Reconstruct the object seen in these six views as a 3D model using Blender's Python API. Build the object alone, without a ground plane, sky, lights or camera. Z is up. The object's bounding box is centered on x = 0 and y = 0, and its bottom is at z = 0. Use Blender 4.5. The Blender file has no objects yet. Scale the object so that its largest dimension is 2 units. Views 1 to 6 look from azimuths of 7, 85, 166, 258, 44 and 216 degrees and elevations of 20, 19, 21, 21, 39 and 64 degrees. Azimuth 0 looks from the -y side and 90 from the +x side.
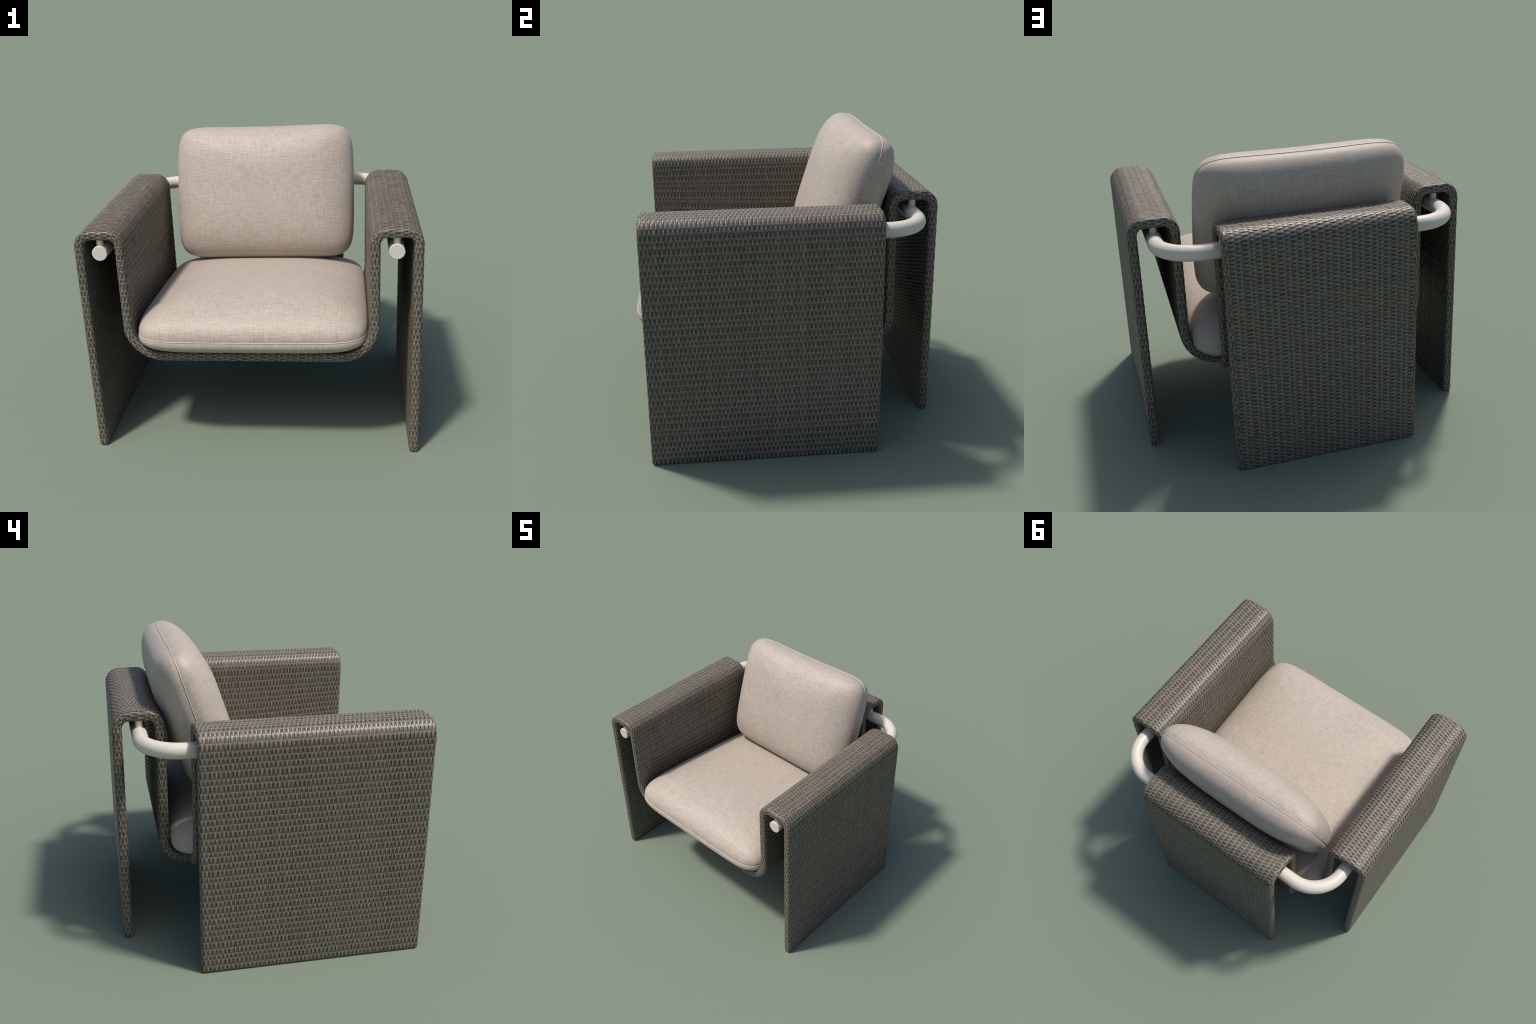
# Woven-cane lounge armchair: two slings of woven cane hung over a bent tube rail,
# with a domed seat cushion and a leaning back cushion, both piped.
import bpy, math, random
import numpy as np
from mathutils import Matrix, Vector

random.seed(7)
rng = np.random.default_rng(7)

# ----------------------------------------------------------------- dimensions
T = 0.058                    # thickness of a woven panel
HT = T / 2
EDGE_R = 0.019               # rounding of the panel's long edges
FOOT_R = 0.011               # rounding of the feet on the floor
STRAND = 0.0121              # pitch of the weaving strands
STAKE = 0.038                # pitch of the stakes the strands pass over and under
AMP = 0.0022                 # weave height
ARM_TOP = 1.4365
ARM_OUT, ARM_IN = 1.000, 0.702          # outer / inner face of the arm's inverted U
ARM_Y0, ARM_Y1 = -0.830, 0.484          # sling width front to back
SEAT_Z = 0.606                          # underside of the sling at its front edge
TILT = 0.0915                           # seat falls toward the back
SEAT_BEND = 0.2025
BACK_OUT, BACK_IN = 0.899, 0.600
BACK_X = 0.549
TUBE_R, TUBE_Z, TUBE_X, TUBE_Y, TUBE_FRONT, TUBE_BEND = 0.0445, 1.300, 0.850, 0.746, -0.822, 0.22

# ------------------------------------------------------------------ materials
def new_mat(name):
    m = bpy.data.materials.new(name)
    m.use_nodes = True
    nt = m.node_tree
    nt.nodes.clear()
    out = nt.nodes.new('ShaderNodeOutputMaterial')
    bs = nt.nodes.new('ShaderNodeBsdfPrincipled')
    nt.links.new(bs.outputs[0], out.inputs[0])
    return m, nt, bs

def noise(nt, coord, scale, vec=(1, 1, 1), detail=2.0, rough=0.5):
    mp = nt.nodes.new('ShaderNodeMapping')
    mp.inputs['Scale'].default_value = vec
    nt.links.new(coord, mp.inputs['Vector'])
    n = nt.nodes.new('ShaderNodeTexNoise')
    n.inputs['Scale'].default_value = scale
    n.inputs['Detail'].default_value = detail
    n.inputs['Roughness'].default_value = rough
    nt.links.new(mp.outputs[0], n.inputs['Vector'])
    return n.outputs['Fac']

def ramp(nt, fac, stops):
    r = nt.nodes.new('ShaderNodeValToRGB')
    el = r.color_ramp.elements
    while len(el) < len(stops):
        el.new(0.5)
    for e, (p, c) in zip(el, stops):
        e.position = p
        e.color = (*c, 1)
    nt.links.new(fac, r.inputs[0])
    return r.outputs[0]

def math_node(nt, op, a, b):
    n = nt.nodes.new('ShaderNodeMath')
    n.operation = op
    for i, v in enumerate((a, b)):
        if isinstance(v, (int, float)):
            n.inputs[i].default_value = v
        else:
            nt.links.new(v, n.inputs[i])
    return n.outputs[0]

def bump(nt, bs, h, strength, dist):
    b = nt.nodes.new('ShaderNodeBump')
    b.inputs['Strength'].default_value = strength
    b.inputs['Distance'].default_value = dist
    nt.links.new(h, b.inputs['Height'])
    nt.links.new(b.outputs[0], bs.inputs['Normal'])

def cane_material(name, dark, light, rough=0.42):
    m, nt, bs = new_mat(name)
    co = nt.nodes.new('ShaderNodeTexCoord').outputs['Object']
    a = noise(nt, co, 140, detail=2)
    b = noise(nt, co, 9, detail=2)
    mix = math_node(nt, 'ADD', math_node(nt, 'MULTIPLY', a, 0.92), math_node(nt, 'MULTIPLY', b, 0.08))
    col = ramp(nt, mix, [(0.34, dark), (0.62, light)])
    nt.links.new(col, bs.inputs['Base Color'])
    bs.inputs['Roughness'].default_value = rough
    bs.inputs['Specular IOR Level'].default_value = 0.5
    return m

CANE = [cane_material('cane_grey_tan', (0.152, 0.130, 0.099), (0.244, 0.212, 0.165)),
        cane_material('cane_mid_brown', (0.100, 0.084, 0.063), (0.165, 0.141, 0.108)),
        cane_material('cane_pale', (0.165, 0.145, 0.115), (0.262, 0.234, 0.189)),
        cane_material('cane_dark_brown', (0.062, 0.051, 0.037), (0.114, 0.094, 0.069))]
STAKE_MAT = cane_material('cane_stake', (0.165, 0.150, 0.124), (0.260, 0.238, 0.200))
CORE_MAT = cane_material('cane_core', (0.030, 0.026, 0.021), (0.045, 0.040, 0.032), 0.7)

def linen_material(name):
    m, nt, bs = new_mat(name)
    co = nt.nodes.new('ShaderNodeTexCoord').outputs['Object']
    # threads are laid on the face, on the top/bottom borders and on the side borders,
    # and blended where the pillow turns from one to the next
    sep = nt.nodes.new('ShaderNodeSeparateXYZ')
    nt.links.new(nt.nodes['Texture Coordinate'].outputs['Normal'], sep.inputs[0])
    wx, wy, wz = [math_node(nt, 'POWER', math_node(nt, 'ABSOLUTE', sep.outputs[i], 0), 5.0) for i in range(3)]
    tot = math_node(nt, 'ADD', math_node(nt, 'ADD', wx, wy), wz)
    def threads(face, top, side):
        acc = None
        for w, vec in ((wz, face), (wy, top), (wx, side)):
            t = math_node(nt, 'MULTIPLY', w, noise(nt, co, 1.0, vec, detail=4, rough=0.65))
            acc = t if acc is None else math_node(nt, 'ADD', acc, t)
        return math_node(nt, 'DIVIDE', acc, tot)
    weft = threads((15, 330, 9), (15, 9, 330), (9, 330, 15))
    warp = threads((330, 15, 9), (330, 9, 15), (9, 15, 330))
    fine = noise(nt, co, 330, detail=1)
    cloud = noise(nt, co, 6, detail=2)
    s = math_node(nt, 'ADD', math_node(nt, 'MULTIPLY', weft, 0.43), math_node(nt, 'MULTIPLY', warp, 0.36))
    s = math_node(nt, 'ADD', s, math_node(nt, 'MULTIPLY', fine, 0.17))
    s = math_node(nt, 'ADD', s, math_node(nt, 'MULTIPLY', cloud, 0.04))
    col = ramp(nt, s, [(0.39, (0.325, 0.272, 0.222)), (0.50, (0.450, 0.385, 0.324)), (0.61, (0.575, 0.503, 0.431))])
    nt.links.new(col, bs.inputs['Base Color'])
    bs.inputs['Roughness'].default_value = 0.54
    bs.inputs['Specular IOR Level'].default_value = 0.42
    bs.inputs['Sheen Weight'].default_value = 0.12
    bs.inputs['Sheen Roughness'].default_value = 0.5
    bump(nt, bs, s, 0.25, 0.002)
    return m

LINEN = linen_material('linen_beige')
m, nt, bs = new_mat('linen_piping')
co = nt.nodes.new('ShaderNodeTexCoord').outputs['Object']
nt.links.new(ramp(nt, noise(nt, co, 260), [(0.3, (0.52, 0.455, 0.39)), (0.7, (0.63, 0.56, 0.49))]), bs.inputs['Base Color'])
bs.inputs['Roughness'].default_value = 0.6
PIPING = m
m, nt, bs = new_mat('cream_enamel')
co = nt.nodes.new('ShaderNodeTexCoord').outputs['Object']
nt.links.new(ramp(nt, noise(nt, co, 40), [(0.3, (0.700, 0.640, 0.560)), (0.7, (0.720, 0.660, 0.580))]), bs.inputs['Base Color'])
bs.inputs['Roughness'].default_value = 0.38
ENAMEL = m

# -------------------------------------------------------------------- helpers
root = bpy.data.objects.new('armchair', None)
bpy.context.scene.collection.objects.link(root)
root['label'] = 'grey-brown woven cane armchair with beige linen cushions'
root['category'] = 'armchair'

def make_object(name, verts, faces, mats, parent, midx=None, smooth=True):
    verts = np.asarray(verts, np.float32)
    faces = np.asarray(faces, np.int32)
    me = bpy.data.meshes.new(name)
    k = faces.shape[1]
    me.vertices.add(len(verts)); me.vertices.foreach_set('co', verts.ravel())
    me.loops.add(faces.size); me.loops.foreach_set('vertex_index', faces.ravel())
    me.polygons.add(len(faces))
    me.polygons.foreach_set('loop_start', np.arange(0, faces.size, k, dtype=np.int32))
    for mt in mats:
        me.materials.append(mt)
    if midx is not None:
        me.polygons.foreach_set('material_index', np.asarray(midx, np.int32))
    me.polygons.foreach_set('use_smooth', np.full(len(faces), smooth))
    me.update(calc_edges=True)
    me.validate()
    ob = bpy.data.objects.new(name, me)
    bpy.context.scene.collection.objects.link(ob)
    ob.parent = parent
    return ob

def grid_faces(nu, nv, close_v=False):
    i, j = np.meshgrid(np.arange(nu - 1), np.arange(nv if close_v else nv - 1), indexing='ij')
    j2 = (j + 1) % nv
    return np.stack([i * nv + j, (i + 1) * nv + j, (i + 1) * nv + j2, i * nv + j2], -1).reshape(-1, 4)

# ---------------------------------------------------------- panel centre lines
class Path:
    """Centre line of a folded panel in a plane (p, z), dense samples by row length."""
    def __init__(self, pieces):
        P, N = [], []
        for kind, *a in pieces:
            if kind == 'line':
                (x0, z0), (x1, z1) = a
                n = max(2, int(math.hypot(x1 - x0, z1 - z0) / 0.002))
                t = np.linspace(0, 1, n)
                d = np.array([x1 - x0, z1 - z0]); d = d / np.linalg.norm(d)
                P.append(np.c_[x0 + (x1 - x0) * t, z0 + (z1 - z0) * t])
                N.append(np.tile([d[1], -d[0]], (n, 1)))
            else:                                    # arc: centre, radius, angle range
                (cx, cz), r, a0, a1 = a
                n = max(8, int(abs(a1 - a0) * r / 0.002))
                t = np.linspace(a0, a1, n)
                P.append(np.c_[cx + r * np.cos(t), cz + r * np.sin(t)])
                sgn = 1 if a1 > a0 else -1           # right-hand normal of the travel
                N.append(sgn * np.c_[np.cos(t), np.sin(t)])
        self.P, self.N = np.vstack(P), np.vstack(N)
        def seg(o):
            q = self.P + o * self.N
            return np.linalg.norm(np.diff(q, axis=0), axis=1)
        self.s = np.r_[0, np.cumsum(np.maximum(seg(HT), seg(-HT)) + 1e-9)]
        self.L = self.s[-1]
    def at(self, s):
        f = lambda a: np.interp(s, self.s, a)
        return (np.stack([f(self.P[:, 0]), f(self.P[:, 1])], -1),
                np.stack([f(self.N[:, 0]), f(self.N[:, 1])], -1))

pi = math.pi
RC = 0.0675
zc = ARM_TOP - HT
xo, xi = ARM_OUT - HT, ARM_IN + HT
zs = SEAT_Z + HT
half = [('line', (xo, 0.0), (xo, zc - RC)),
        ('arc', (xo - RC, zc - RC), RC, 0, pi / 2),
        ('line', (xo - RC, zc), (xi + RC, zc)),
        ('arc', (xi + RC, zc - RC), RC, pi / 2, pi),
        ('line', (xi, zc - RC), (xi, zs + SEAT_BEND)),
        ('arc', (xi - SEAT_BEND, zs + SEAT_BEND), SEAT_BEND, 0, -pi / 2)]
def mirrored(pieces):
    out = []
    for kind, *a in reversed(pieces):
        if kind == 'line':
            out.append(('line', (-a[1][0], a[1][1]), (-a[0][0], a[0][1])))
        else:
            (cx, cz), r, a0, a1 = a
            out.append(('arc', (-cx, cz), r, pi - a1, pi - a0))
    return out
xb = xi - SEAT_BEND
sling = Path(half + [('line', (xb, zs), (-xb, zs))] + mirrored(half))

yo, yi = BACK_OUT - HT, BACK_IN + HT
RB = 0.1225
slope_a = math.atan(TILT)
def seat_line(y):                       # centre height of the seat sling at depth y
    return zs - TILT * (y - ARM_Y0)
cy = yi - RB                            # bend tangent to the inner leg and the seat line
cz = seat_line(cy) + RB / math.cos(slope_a)
a_end = -pi / 2 - slope_a
ex, ez = cy + RB * math.cos(a_end), cz + RB * math.sin(a_end)
y_end = ARM_Y1 - 0.004
back = Path([('line', (yo, 0.0), (yo, zc - RC)),
             ('arc', (yo - RC, zc - RC), RC, 0, pi / 2),
             ('line', (yo - RC, zc), (yi + RC, zc)),
             ('arc', (yi + RC, zc - RC), RC, pi / 2, pi),
             ('line', (yi, zc - RC), (yi, cz)),
             ('arc', (cy, cz), RB, 0, a_end)] +
            ([('line', (ex, ez), (y_end, seat_line(y_end)))] if ex > y_end + 0.003 else []))

class Panel:
    """A path swept sideways: point(s, q, h) with q the place round the section, h height above it."""
    def __init__(self, path, lo, hi, axis, sheared, feet):
        self.path, self.lo, self.hi, self.axis, self.sheared, self.feet = path, lo, hi, axis, sheared, feet
        self.mid, self.hw = (lo + hi) / 2, (hi - lo) / 2
        r = EDGE_R
        self.a, self.b = self.hw - r, HT - r
        c = pi * r / 2
        self.lens = [2 * self.a, c, 2 * self.b, c, 2 * self.a, c, 2 * self.b, c]
        self.per = sum(self.lens)
    def section(self, q):
        """q: distance round the section from the start of its outer face. -> lateral, offset, normal."""
        q = np.mod(q, self.per)
        a, b, r = self.a, self.b, EDGE_R
        lat = np.zeros_like(q); off = np.zeros_like(q); nl = np.zeros_like(q); no = np.zeros_like(q)
        start = 0.0
        for k, ln in enumerate(self.lens):
            m = (q >= start - 1e-12) & (q < start + ln + 1e-12)
            d = q[m] - start
            if k == 0:   lat[m], off[m], nl[m], no[m] = -a + d, b + r, 0, 1
            elif k == 2: lat[m], off[m], nl[m], no[m] = a + r, b - d, 1, 0
            elif k == 4: lat[m], off[m], nl[m], no[m] = a - d, -b - r, 0, -1
            elif k == 6: lat[m], off[m], nl[m], no[m] = -a - r, -b + d, -1, 0
            else:
                cl, cf, a0 = {1: (a, b, pi / 2), 3: (a, -b, 0), 5: (-a, -b, -pi / 2), 7: (-a, b, -pi)}[k]
                t = a0 - d / r
                nl[m], no[m] = np.cos(t), np.sin(t)
                lat[m], off[m] = cl + r * np.cos(t), cf + r * np.sin(t)
            start += ln
        return lat, off, nl, no
    def point(self, s, q, h):
        s, q, h = np.broadcast_arrays(np.asarray(s, float), np.asarray(q, float), np.asarray(h, float))
        lat, off, nl, no = self.section(q)
        # round the panel off where it stands on the floor (and at any free end)
        d = s if self.feet == 1 else np.minimum(s, self.path.L - s)
        e = np.clip(FOOT_R - d, 0, FOOT_R)
        ins = (FOOT_R - np.sqrt(FOOT_R ** 2 - (e * 0.995) ** 2)) * 0.9
        off = off + no * (h - ins); lat = lat + nl * (h - ins)
        C, N = self.path.at(s)
        p = C[..., 0] + N[..., 0] * off
        z = C[..., 1] + N[..., 1] * off
        l = self.mid + lat
        if self.sheared:                # seat part of the sling sinks toward the back
            w = np.clip((zc - RC - C[..., 1]) / (zc - RC - zs - SEAT_BEND), 0, 1)
            w = np.where(np.abs(C[..., 0]) > (xo + xi) / 2, 0, w)
            z = z - w * TILT * (l - ARM_Y0)
        return np.stack([p, l, z] if self.axis == 'y' else [l, p, z], -1)

def both(panel, s, q, h):
    """points with the panel's own outward normal beside them"""
    a = panel.point(s, q, h).reshape(-1, 3)
    b = panel.point(s, q, np.asarray(h) + 1e-3).reshape(-1, 3)
    n = b - a
    return np.hstack([a, n / np.linalg.norm(n, axis=1)[:, None]])

def stake_rows(L, pitch, r):
    n = int(round(L / pitch))
    base = np.linspace(0, L, n + 1)
    j = r.uniform(-0.16, 0.16, n + 1) * pitch
    j[0] = j[-1] = 0
    return base + j

PROF = np.array([[-0.50, -0.85], [-0.27, 0.04], [0.0, -0.42], [0.27, 0.04], [0.50, -0.85]])  # two-ridged strand

def strand_wave(u, parity):
    """height (-1..1) and width factor of a strand at stake coordinate u"""
    ph = pi * (u - 0.16) + pi * parity
    c = np.cos(ph)
    return c, 0.82 + 0.34 * c

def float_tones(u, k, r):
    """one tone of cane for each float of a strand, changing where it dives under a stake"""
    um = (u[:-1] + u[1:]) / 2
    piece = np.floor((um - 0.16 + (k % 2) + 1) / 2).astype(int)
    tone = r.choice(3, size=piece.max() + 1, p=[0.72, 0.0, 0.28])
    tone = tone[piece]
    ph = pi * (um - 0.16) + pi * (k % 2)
    tone[((np.cos(ph) < 0.15) & (np.sin(ph) < 0.0)) | (np.cos(ph) < -0.45)] = 3      # darker brown on the low and rising parts of each strand
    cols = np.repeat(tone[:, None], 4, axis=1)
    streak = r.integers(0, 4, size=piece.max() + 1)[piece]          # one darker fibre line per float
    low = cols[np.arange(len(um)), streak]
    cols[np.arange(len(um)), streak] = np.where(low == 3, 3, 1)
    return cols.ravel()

FLAT = 0.6        # share of the panel's own normal in the shading of the flattened cane
def outward(V, F):
    """turn every face to the panel's outside (V carries the outward normal in columns 3..5)"""
    p = V[F][:, :, :3]
    n = np.cross(p[:, 2] - p[:, 0], p[:, 3] - p[:, 1])
    bad = np.einsum('ij,ij->i', n, V[F[:, 0], 3:]) < 0
    F = F.copy()
    F[bad] = F[bad][:, ::-1]
    return F

def soften(ob, macro):
    me = ob.data
    n = np.empty(len(me.vertices) * 3, np.float32)
    me.vertex_normals.foreach_get('vector', n)
    n = n.reshape(-1, 3)
    v = (1 - FLAT) * n + FLAT * macro
    v /= np.linalg.norm(v, axis=1)[:, None]
    me.normals_split_custom_set_from_vertices(v)

def weave_along(panel, q_list, rows, s_lo, s_hi, r, per_row=5):
    """strands that run along the path, at places q round the section"""
    V, F, M = [], [], []
    base = 0
    nrow = len(rows) - 1
    u = np.arange(0, nrow * per_row + 1) / per_row
    s_all = np.interp(u, np.arange(nrow + 1), rows)
    keep = (s_all >= s_lo - 1e-6) & (s_all <= s_hi + 1e-6)
    u, s_all = u[keep], s_all[keep]
    gf = grid_faces(len(u), 5)
    for k, q in enumerate(q_list):
        c, w = strand_wave(u, k % 2)
        w = w * (1 + 0.10 * r.standard_normal())
        sway = 0.0006 * np.sin(u * 0.9 + k * 2.4)
        qq = q + sway[:, None] + PROF[None, :, 0] * STRAND * w[:, None]
        hh = -AMP * 1.05 + AMP * c[:, None] + PROF[None, :, 1] * 0.0026
        V.append(both(panel, s_all[:, None], qq, hh))
        F.append(gf[:, ::-1] + base); base += len(u) * 5
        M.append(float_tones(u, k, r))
    return np.vstack(V), np.vstack(F), np.concatenate(M)

def weave_across(panel, s_list, q0, q1, r, per_row=5):
    """strands that run across a panel's face from q0 to q1, at places s along the path"""
    rows = stake_rows(q1 - q0, STAKE, r) + q0
    nrow = len(rows) - 1
    u = np.arange(0, nrow * per_row + 1) / per_row
    q_all = np.interp(u, np.arange(nrow + 1), rows)
    gf = grid_faces(len(u), 5)
    V, F, M = [], [], []
    base = 0
    for k, s in enumerate(s_list):
        c, w = strand_wave(u, k % 2)
        w = w * (1 + 0.10 * r.standard_normal())
        sway = 0.0006 * np.sin(u * 0.9 + k * 2.4)
        ss = np.clip(s + sway[:, None] + PROF[None, :, 0] * STRAND * w[:, None], 0.0004, panel.path.L)
        hh = -AMP * 1.05 + AMP * c[:, None] + PROF[None, :, 1] * 0.0026
        V.append(both(panel, ss, q_all[:, None], hh))
        F.append(gf + base); base += len(u) * 5
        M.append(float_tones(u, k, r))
    return np.vstack(V), np.vstack(F), np.concatenate(M), rows

STAKE_PROF = np.array([[-0.0060, -0.0034], [-0.0030, 0.0], [0.0, -0.0042], [0.0030, 0.0], [0.0060, -0.0034]])
STAKE_H = -AMP * 1.05

def stake_round(panel, rows, qs, closed):
    """twin-ridged stakes lying across the path at the given rows, round places qs"""
    V, F = [], []
    base = 0
    n = len(qs)
    for s in rows:
        ss = np.clip(s + STAKE_PROF[:, 0], 0, panel.path.L)
        V.append(panel.point(ss[:, None], np.asarray(qs)[None, :], STAKE_H + STAKE_PROF[:, 1][:, None]).reshape(-1, 3))
        F.append(grid_faces(5, n, closed) + base); base += 5 * n
    return np.vstack(V), np.vstack(F)

def stake_along(panel, qrows, s_all):
    V, F = [], []
    base = 0
    for q in qrows:
        V.append(panel.point(np.asarray(s_all)[:, None], q + STAKE_PROF[:, 0][None, :], STAKE_H + STAKE_PROF[:, 1][None, :]).reshape(-1, 3))
        F.append(grid_faces(len(s_all), 5)[:, ::-1] + base); base += 5 * len(s_all)
    return np.vstack(V), np.vstack(F)

def section_places(panel):
    q, start = [], 0.0
    for k, ln in enumerate(panel.lens):
        n = {0: 24, 4: 24, 2: 2, 6: 2}.get(k, 5)
        q += list(start + np.arange(n) / n * ln)
        start += ln
    return np.array(q)

def core_slab(panel, s_all):
    q = section_places(panel)
    n = len(q)
    V = panel.point(np.asarray(s_all)[:, None], q[None, :], -AMP * 2 - 0.0014).reshape(-1, 3)
    F = grid_faces(len(s_all), n, True)[:, ::-1]
    return V, F, n

def close_ends(V, F, n, first, last):
    """cap the open ends of a slab with a fan of quads"""
    extra = []
    h = n // 2
    if first:
        ring = list(range(n))
        extra += [[ring[i], ring[i + 1], ring[n - 2 - i], ring[n - 1 - i]] for i in range(h - 1)]
    if last:
        o = len(V) - n
        ring = list(range(o, o + n))
        extra += [[ring[n - 1 - i], ring[n - 2 - i], ring[i + 1], ring[i]] for i in range(h - 1)]
    return np.vstack([F, np.array(extra, int)]) if extra else F

def path_stations(path, lo, hi, curved=0.006, flat=0.06):
    """stations along a path, close together where it bends"""
    s = [lo]
    while s[-1] < hi - 1e-6:
        n0 = path.at(np.array([s[-1]]))[1][0]
        n1 = path.at(np.array([min(s[-1] + flat, hi)]))[1][0]
        near_foot = s[-1] < 0.03 or s[-1] > path.L - 0.09
        step = curved if (np.dot(n0, n1) < 0.9999 or near_foot) else flat
        s.append(min(s[-1] + step, hi))
    return np.array(s)

# ------------------------------------------------------------ the woven panels
side = Panel(sling, ARM_Y0, ARM_Y1, 'y', True, 2)
rows = stake_rows(sling.L, STAKE, rng)
# split the sling into armrest | seat | armrest where the seat lies flat
def s_of_x(x):
    i = np.argmin(np.abs(sling.P[:, 0] - x) + 10 * (sling.P[:, 1] > zs + 0.01))
    return sling.s[i]
cut0 = rows[np.argmin(np.abs(rows - s_of_x(xb - 0.02)))]
cut1 = rows[np.argmin(np.abs(rows - s_of_x(-xb + 0.02)))]
nq = 2 * int(round(side.per / STRAND / 2))
q_strands = np.arange(nq) * side.per / nq
places = section_places(side)

for name, lo, hi in (('armrest', 0.0, cut0), ('seat_shell', cut0, cut1), ('armrest', cut1, sling.L)):
    st = path_stations(sling, lo, hi)
    V, F, n = core_slab(side, st)
    F = close_ends(V, F, n, lo == 0.0, hi == sling.L)
    part = make_object(name, V, F, [CORE_MAT], root)
    r = np.random.default_rng(11)
    V, F, M = weave_along(side, q_strands, rows, lo, hi, r)
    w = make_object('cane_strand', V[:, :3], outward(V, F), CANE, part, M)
    soften(w, V[:, 3:])
    w['kind'] = 'stuff'
    rr = rows[(rows > lo + 0.004) & (rows < hi - 0.004 if hi < sling.L else rows < hi - 0.004)]
    if lo == cut0:
        rr = rows[(rows >= cut0 - 1e-6) & (rows <= cut1 + 1e-6)]
    V, F = stake_round(side, rr, places, True)
    k = make_object('cane_stake', V, F[:, ::-1], [STAKE_MAT], part)
    k['kind'] = 'stuff'

rear = Panel(back, -BACK_X, BACK_X, 'x', False, 1)
st = path_stations(back, 0.0, back.L)
V, F, n = core_slab(rear, st)
F = close_ends(V, F, n, True, True)
backrest = make_object('backrest_panel', V, F[:, ::-1], [CORE_MAT], root)
Ls = rear.lens
edge = Ls[1] + Ls[2] + Ls[3]
face = Ls[0]
r = np.random.default_rng(23)
vs, fs, ms, base = [], [], [], 0
ks, kf, kbase = [], [], 0
s_list = np.arange(STRAND * 0.5, back.L - STRAND * 0.2, STRAND)
for q0 in (0.0, face + edge):                       # broad faces: strands run across
    V, F, M, qrows = weave_across(rear, s_list, q0 + 0.004, q0 + face - 0.004, r)
    vs.append(V); fs.append(F + base); ms.append(M); base += len(V)
    V, F = stake_along(rear, qrows[1:-1], path_stations(back, 0.001, back.L, 0.006, 0.06))
    ks.append(V); kf.append(F + kbase); kbase += len(V)
rows_b = stake_rows(back.L, STAKE, r)
for q0 in (face, 2 * face + edge):                  # narrow edges: strands run along
    qe = q0 + np.linspace(-0.004, edge + 0.004, 8)
    V, F, M = weave_along(rear, qe, rows_b, 0.0, back.L, r)
    vs.append(V); fs.append(F[:, ::-1] + base); ms.append(M); base += len(V)
    V, F = stake_round(rear, rows_b[1:-1], q0 + np.linspace(0, edge, 13), False)
    ks.append(V); kf.append(F + kbase); kbase += len(V)
vs = np.vstack(vs)
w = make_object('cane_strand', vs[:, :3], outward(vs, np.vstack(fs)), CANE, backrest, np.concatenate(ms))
soften(w, vs[:, 3:])
w['kind'] = 'stuff'
k = make_object('cane_stake', np.vstack(ks), np.vstack(kf), [STAKE_MAT], backrest)
k['kind'] = 'stuff'

# ----------------------------------------------------------------- tube rail
def rail_tube(pts, rad, n=40, e=0.003):
    pts = np.asarray(pts, float)
    tan = np.gradient(pts, axis=0); tan /= np.linalg.norm(tan, axis=1)[:, None]
    up = np.array([0, 0, 1.0]) if abs(tan[0][2]) < 0.9 else np.array([0, 1.0, 0])
    a = np.linspace(0, 2 * pi, n, endpoint=False)
    rings = [(pts[0], tan[0], 1e-4), (pts[0], tan[0], rad - 1.3 * e), (pts[0], tan[0], rad - e)]
    rings += [(pts[0] + tan[0] * e * (1 - math.cos(t)), tan[0], rad - e + e * math.sin(t)) for t in (0.4, 0.8, 1.2, pi / 2)]
    rings += [(pts[0] + tan[0] * 2 * e, tan[0], rad)]
    rings += [(pts[i], tan[i], rad) for i in range(1, len(pts) - 1)]
    rings += [(pts[-1] - tan[-1] * 2 * e, tan[-1], rad)]
    rings += [(pts[-1] - tan[-1] * e * (1 - math.cos(t)), tan[-1], rad - e + e * math.sin(t)) for t in (pi / 2, 1.2, 0.8, 0.4)]
    rings += [(pts[-1], tan[-1], rad - e), (pts[-1], tan[-1], rad - 1.3 * e), (pts[-1], tan[-1], 1e-4)]
    V = []
    for p, t, rr in rings:
        s = np.cross(t, up); s /= np.linalg.norm(s); v = np.cross(s, t)
        V.append(p + rr * (np.cos(a)[:, None] * s + np.sin(a)[:, None] * v))
    return np.vstack(V), grid_faces(len(V), n, True)[:, ::-1]

pts = [(TUBE_X, y, TUBE_Z) for y in np.linspace(TUBE_FRONT, TUBE_Y - TUBE_BEND, 8)[:-1]]
for t in np.linspace(0, pi / 2, 28):
    pts.append((TUBE_X - TUBE_BEND + TUBE_BEND * math.cos(t), TUBE_Y - TUBE_BEND + TUBE_BEND * math.sin(t), TUBE_Z))
right_half = pts
pts = right_half + [(0.0, TUBE_Y, TUBE_Z)] + [(-x, y, z) for x, y, z in reversed(right_half)]
V, F = rail_tube(pts, TUBE_R)
rail = make_object('tube_rail', V, F, [ENAMEL], root)

V, F = rail_tube([(0, 0, 0), (0, 0, 0.03), (0, 0, 0.06), (0, 0, 0.09)], 0.0205, 28, 0.0005)
post = None
for x, y in ((TUBE_X, -0.785), (TUBE_X, 0.438), (-TUBE_X, -0.785), (-TUBE_X, 0.438), (0.515, TUBE_Y), (-0.515, TUBE_Y)):
    if post is None:
        post = make_object('rail_post', V, F, [ENAMEL], rail)
        ob = post
    else:
        ob = post.copy()
        bpy.context.scene.collection.objects.link(ob)
        ob.parent = rail
    ob.location = (x, y, TUBE_Z + 0.008)

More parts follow.
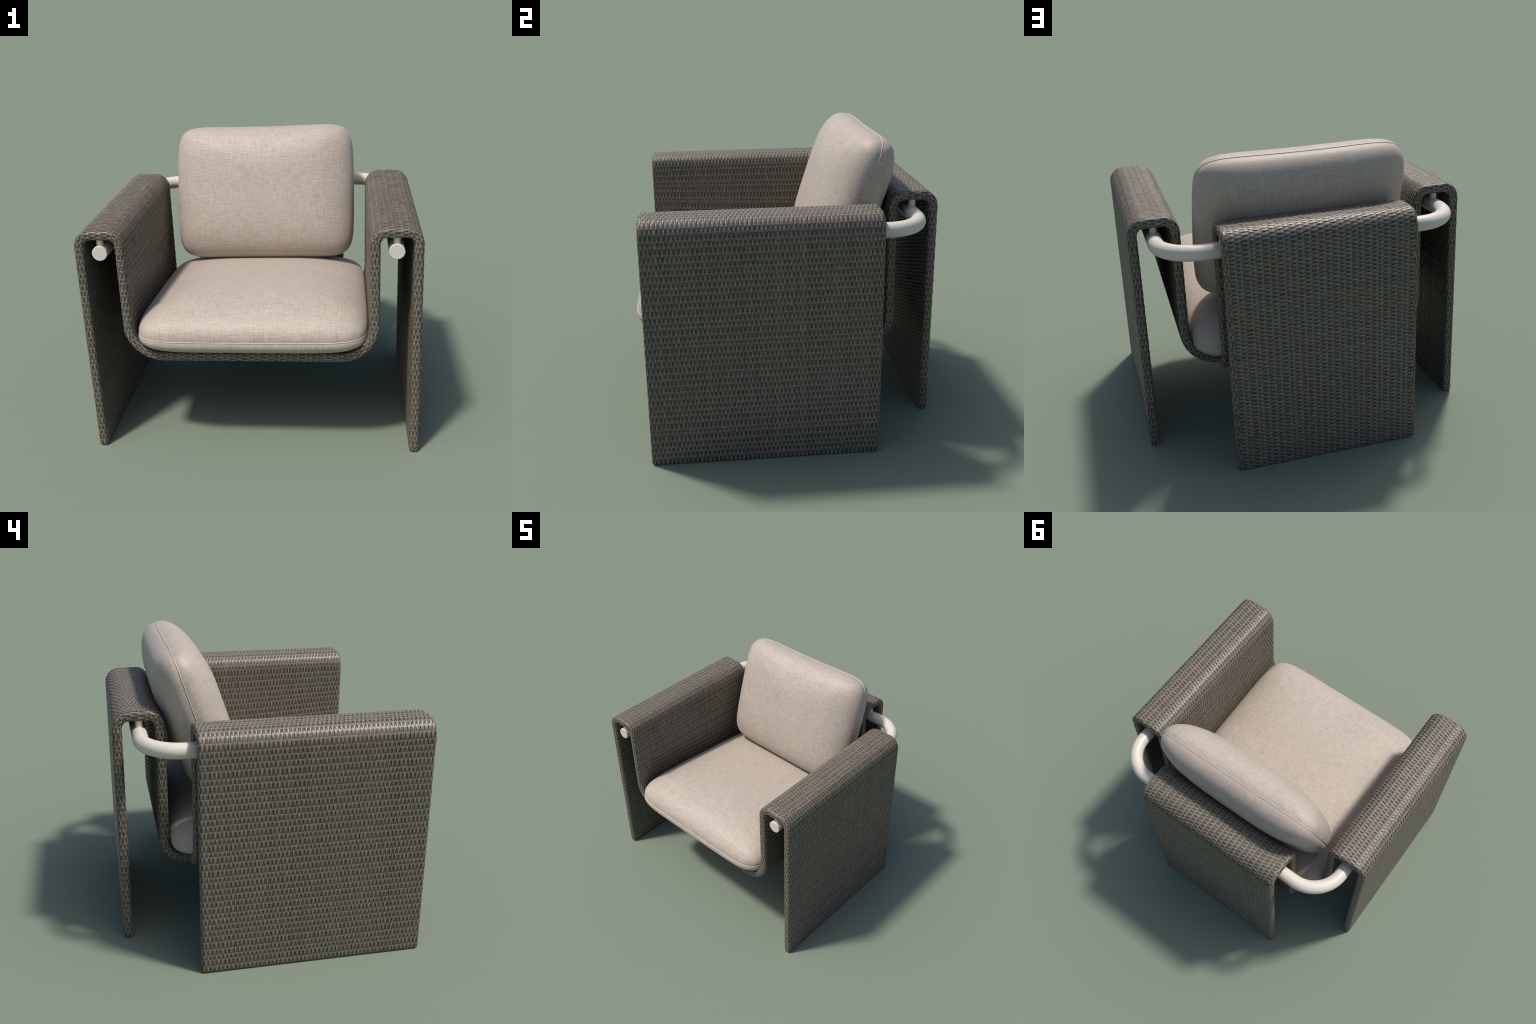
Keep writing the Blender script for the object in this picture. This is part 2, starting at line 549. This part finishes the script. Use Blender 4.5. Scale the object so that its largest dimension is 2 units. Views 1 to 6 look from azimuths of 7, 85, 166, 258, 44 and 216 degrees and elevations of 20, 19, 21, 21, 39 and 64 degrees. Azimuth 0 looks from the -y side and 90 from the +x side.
# ------------------------------------------------------------------- cushions
def outline(phi, a, b, n):
    c, s = np.abs(np.cos(phi)), np.abs(np.sin(phi))
    rad = ((c / a) ** n + (s / b) ** n) ** (-1.0 / n)
    return rad * np.cos(phi), rad * np.sin(phi)

def rim_angles(a, b, k):
    """angles spread evenly round a rectangle of half sizes a, b"""
    t = np.linspace(0, 2 * pi, 4000)
    x, y = outline(t, a, b, 12)
    d = np.r_[0, np.cumsum(np.hypot(np.diff(x), np.diff(y)))]
    return np.interp(np.arange(k) / k * d[-1], d, t)

def cushion(name, a, b, top, bottom, n_rim, p_top, p_bot, matrix, warp, bulge=0.0, k=320, m=56):
    """pillow with a rim seam: dome of height `top` above it and `bottom` below it"""
    phi = rim_angles(a, b, k)
    V = []
    rr = np.sin(np.linspace(0, pi / 2, m + 1))          # rings crowd toward the seam
    def ring(r, side):
        n = 2.4 + (n_rim - 2.4) * r ** 1.5
        x, y = outline(phi, a, b, n)
        h, p = (top, p_top) if side > 0 else (bottom, p_bot)
        f = np.maximum(1 - r ** p, 0) ** 0.5
        lift = 1 + bulge * 4 * f * (1 - f) * (r > 0.5)
        return np.stack(np.broadcast_arrays(x * r * lift, y * r * lift, side * h * f), -1)
    for r in rr[1:]:
        V.append(ring(r, 1))
    for r in rr[1:-1][::-1]:
        V.append(ring(r, -1))
    nr = len(V)
    V = np.vstack(V + [np.array([[0, 0, top], [0, 0, -bottom]])])
    F = grid_faces(nr, k, True)[:, ::-1]
    c0, c1 = nr * k, nr * k + 1
    tri0 = [[c0, j, (j + 1) % k] for j in range(k)]
    o = (nr - 1) * k
    tri1 = [[c1, o + (j + 1) % k, o + j] for j in range(k)]
    V = warp(V)
    me = bpy.data.meshes.new(name)
    me.from_pydata(V.tolist(), [], [list(map(int, f[::-1])) for f in F] + tri0 + tri1)
    me.polygons.foreach_set('use_smooth', [True] * len(me.polygons))
    me.materials.append(LINEN)
    me.update()
    ob = bpy.data.objects.new(name, me)
    bpy.context.scene.collection.objects.link(ob)
    ob.matrix_world = matrix
    ob.parent = root
    # piping: a thin cord sewn into the seam
    x, y = outline(phi, a, b, n_rim)
    cen = warp(np.stack([x, y, np.zeros_like(x)], -1))
    tan = np.roll(cen, -1, 0) - np.roll(cen, 1, 0); tan /= np.linalg.norm(tan, axis=1)[:, None]
    nz = np.tile([0, 0, 1.0], (k, 1))
    outv = np.cross(tan, nz); outv /= np.linalg.norm(outv, axis=1)[:, None]
    ang = np.linspace(0, 2 * pi, 10, endpoint=False)
    R = 0.0024
    P = cen[:, None, :] + outv[:, None, :] * (0.0015 + R * np.cos(ang))[None, :, None] + nz[:, None, :] * (R * np.sin(ang))[None, :, None]
    i, j = np.meshgrid(np.arange(k), np.arange(10), indexing='ij')
    F2 = np.stack([i * 10 + j, ((i + 1) % k) * 10 + j, ((i + 1) % k) * 10 + (j + 1) % 10, i * 10 + (j + 1) % 10], -1).reshape(-1, 4)
    cord = make_object('piping', P.reshape(-1, 3), F2, [PIPING], ob)
    return ob

def frame(origin, x, y, z):
    M = Matrix.Identity(4)
    for c, v in enumerate((x, y, z)):
        for r_ in range(3):
            M[r_][c] = v[r_]
    for r_ in range(3):
        M[r_][3] = origin[r_]
    return M

# seat cushion: local x across, local y to the back, local z up
ca, sa = math.cos(slope_a), math.sin(slope_a)
def seat_warp(V):
    V = V.copy()
    u, v = V[:, 0] / 0.69, V[:, 1] / 0.745
    V[:, 2] -= 0.014 * np.clip(v, 0, 1) ** 2 * np.clip(V[:, 2] / 0.15, 0, 1)   # pressed down under the back cushion
    V[:, 2] += 0.020 * np.abs(u) ** 5 * (1 - 0.2 * v * v)
    return V
seat = cushion('seat_cushion', 0.697, 0.748, 0.227, 0.099, 9.0, 3.3, 14.0,
               frame((0.0, -0.150, 0.697), (1, 0, 0), (0, ca, -sa), (0, sa, ca)), seat_warp, bulge=0.012)

# back cushion: local x across, local y up its height, local z to the front
lean, yaw = math.radians(18.3), math.radians(0.0)
X = Vector((1, 0, 0)); Y = Vector((0, math.sin(lean), math.cos(lean))); Z = X.cross(Y)
Rz = Matrix.Rotation(yaw, 3, 'Z') @ Matrix.Rotation(math.radians(0.2), 3, Z)
X, Y, Z = Rz @ X, Rz @ Y, Rz @ Z
def back_warp(V):
    V = V.copy()
    u, v = V[:, 0] / 0.6, V[:, 1] / 0.455
    V[:, 1] += 0.016 * (u * u - 0.5) * np.clip(v, 0, 1) ** 2       # top edge sags in the middle
    V[:, 0] *= 1 + 0.02 * (1 - v * v)
    V[:, 2] -= 0.004 * u * v                                       # slight twist
    return V
back_c = cushion('back_cushion', 0.610, 0.466, 0.207, 0.180, 8.0, 3.4, 3.8,
                 frame((0.0, 0.409, 1.306), X, Y, Z), back_warp, bulge=0.012)
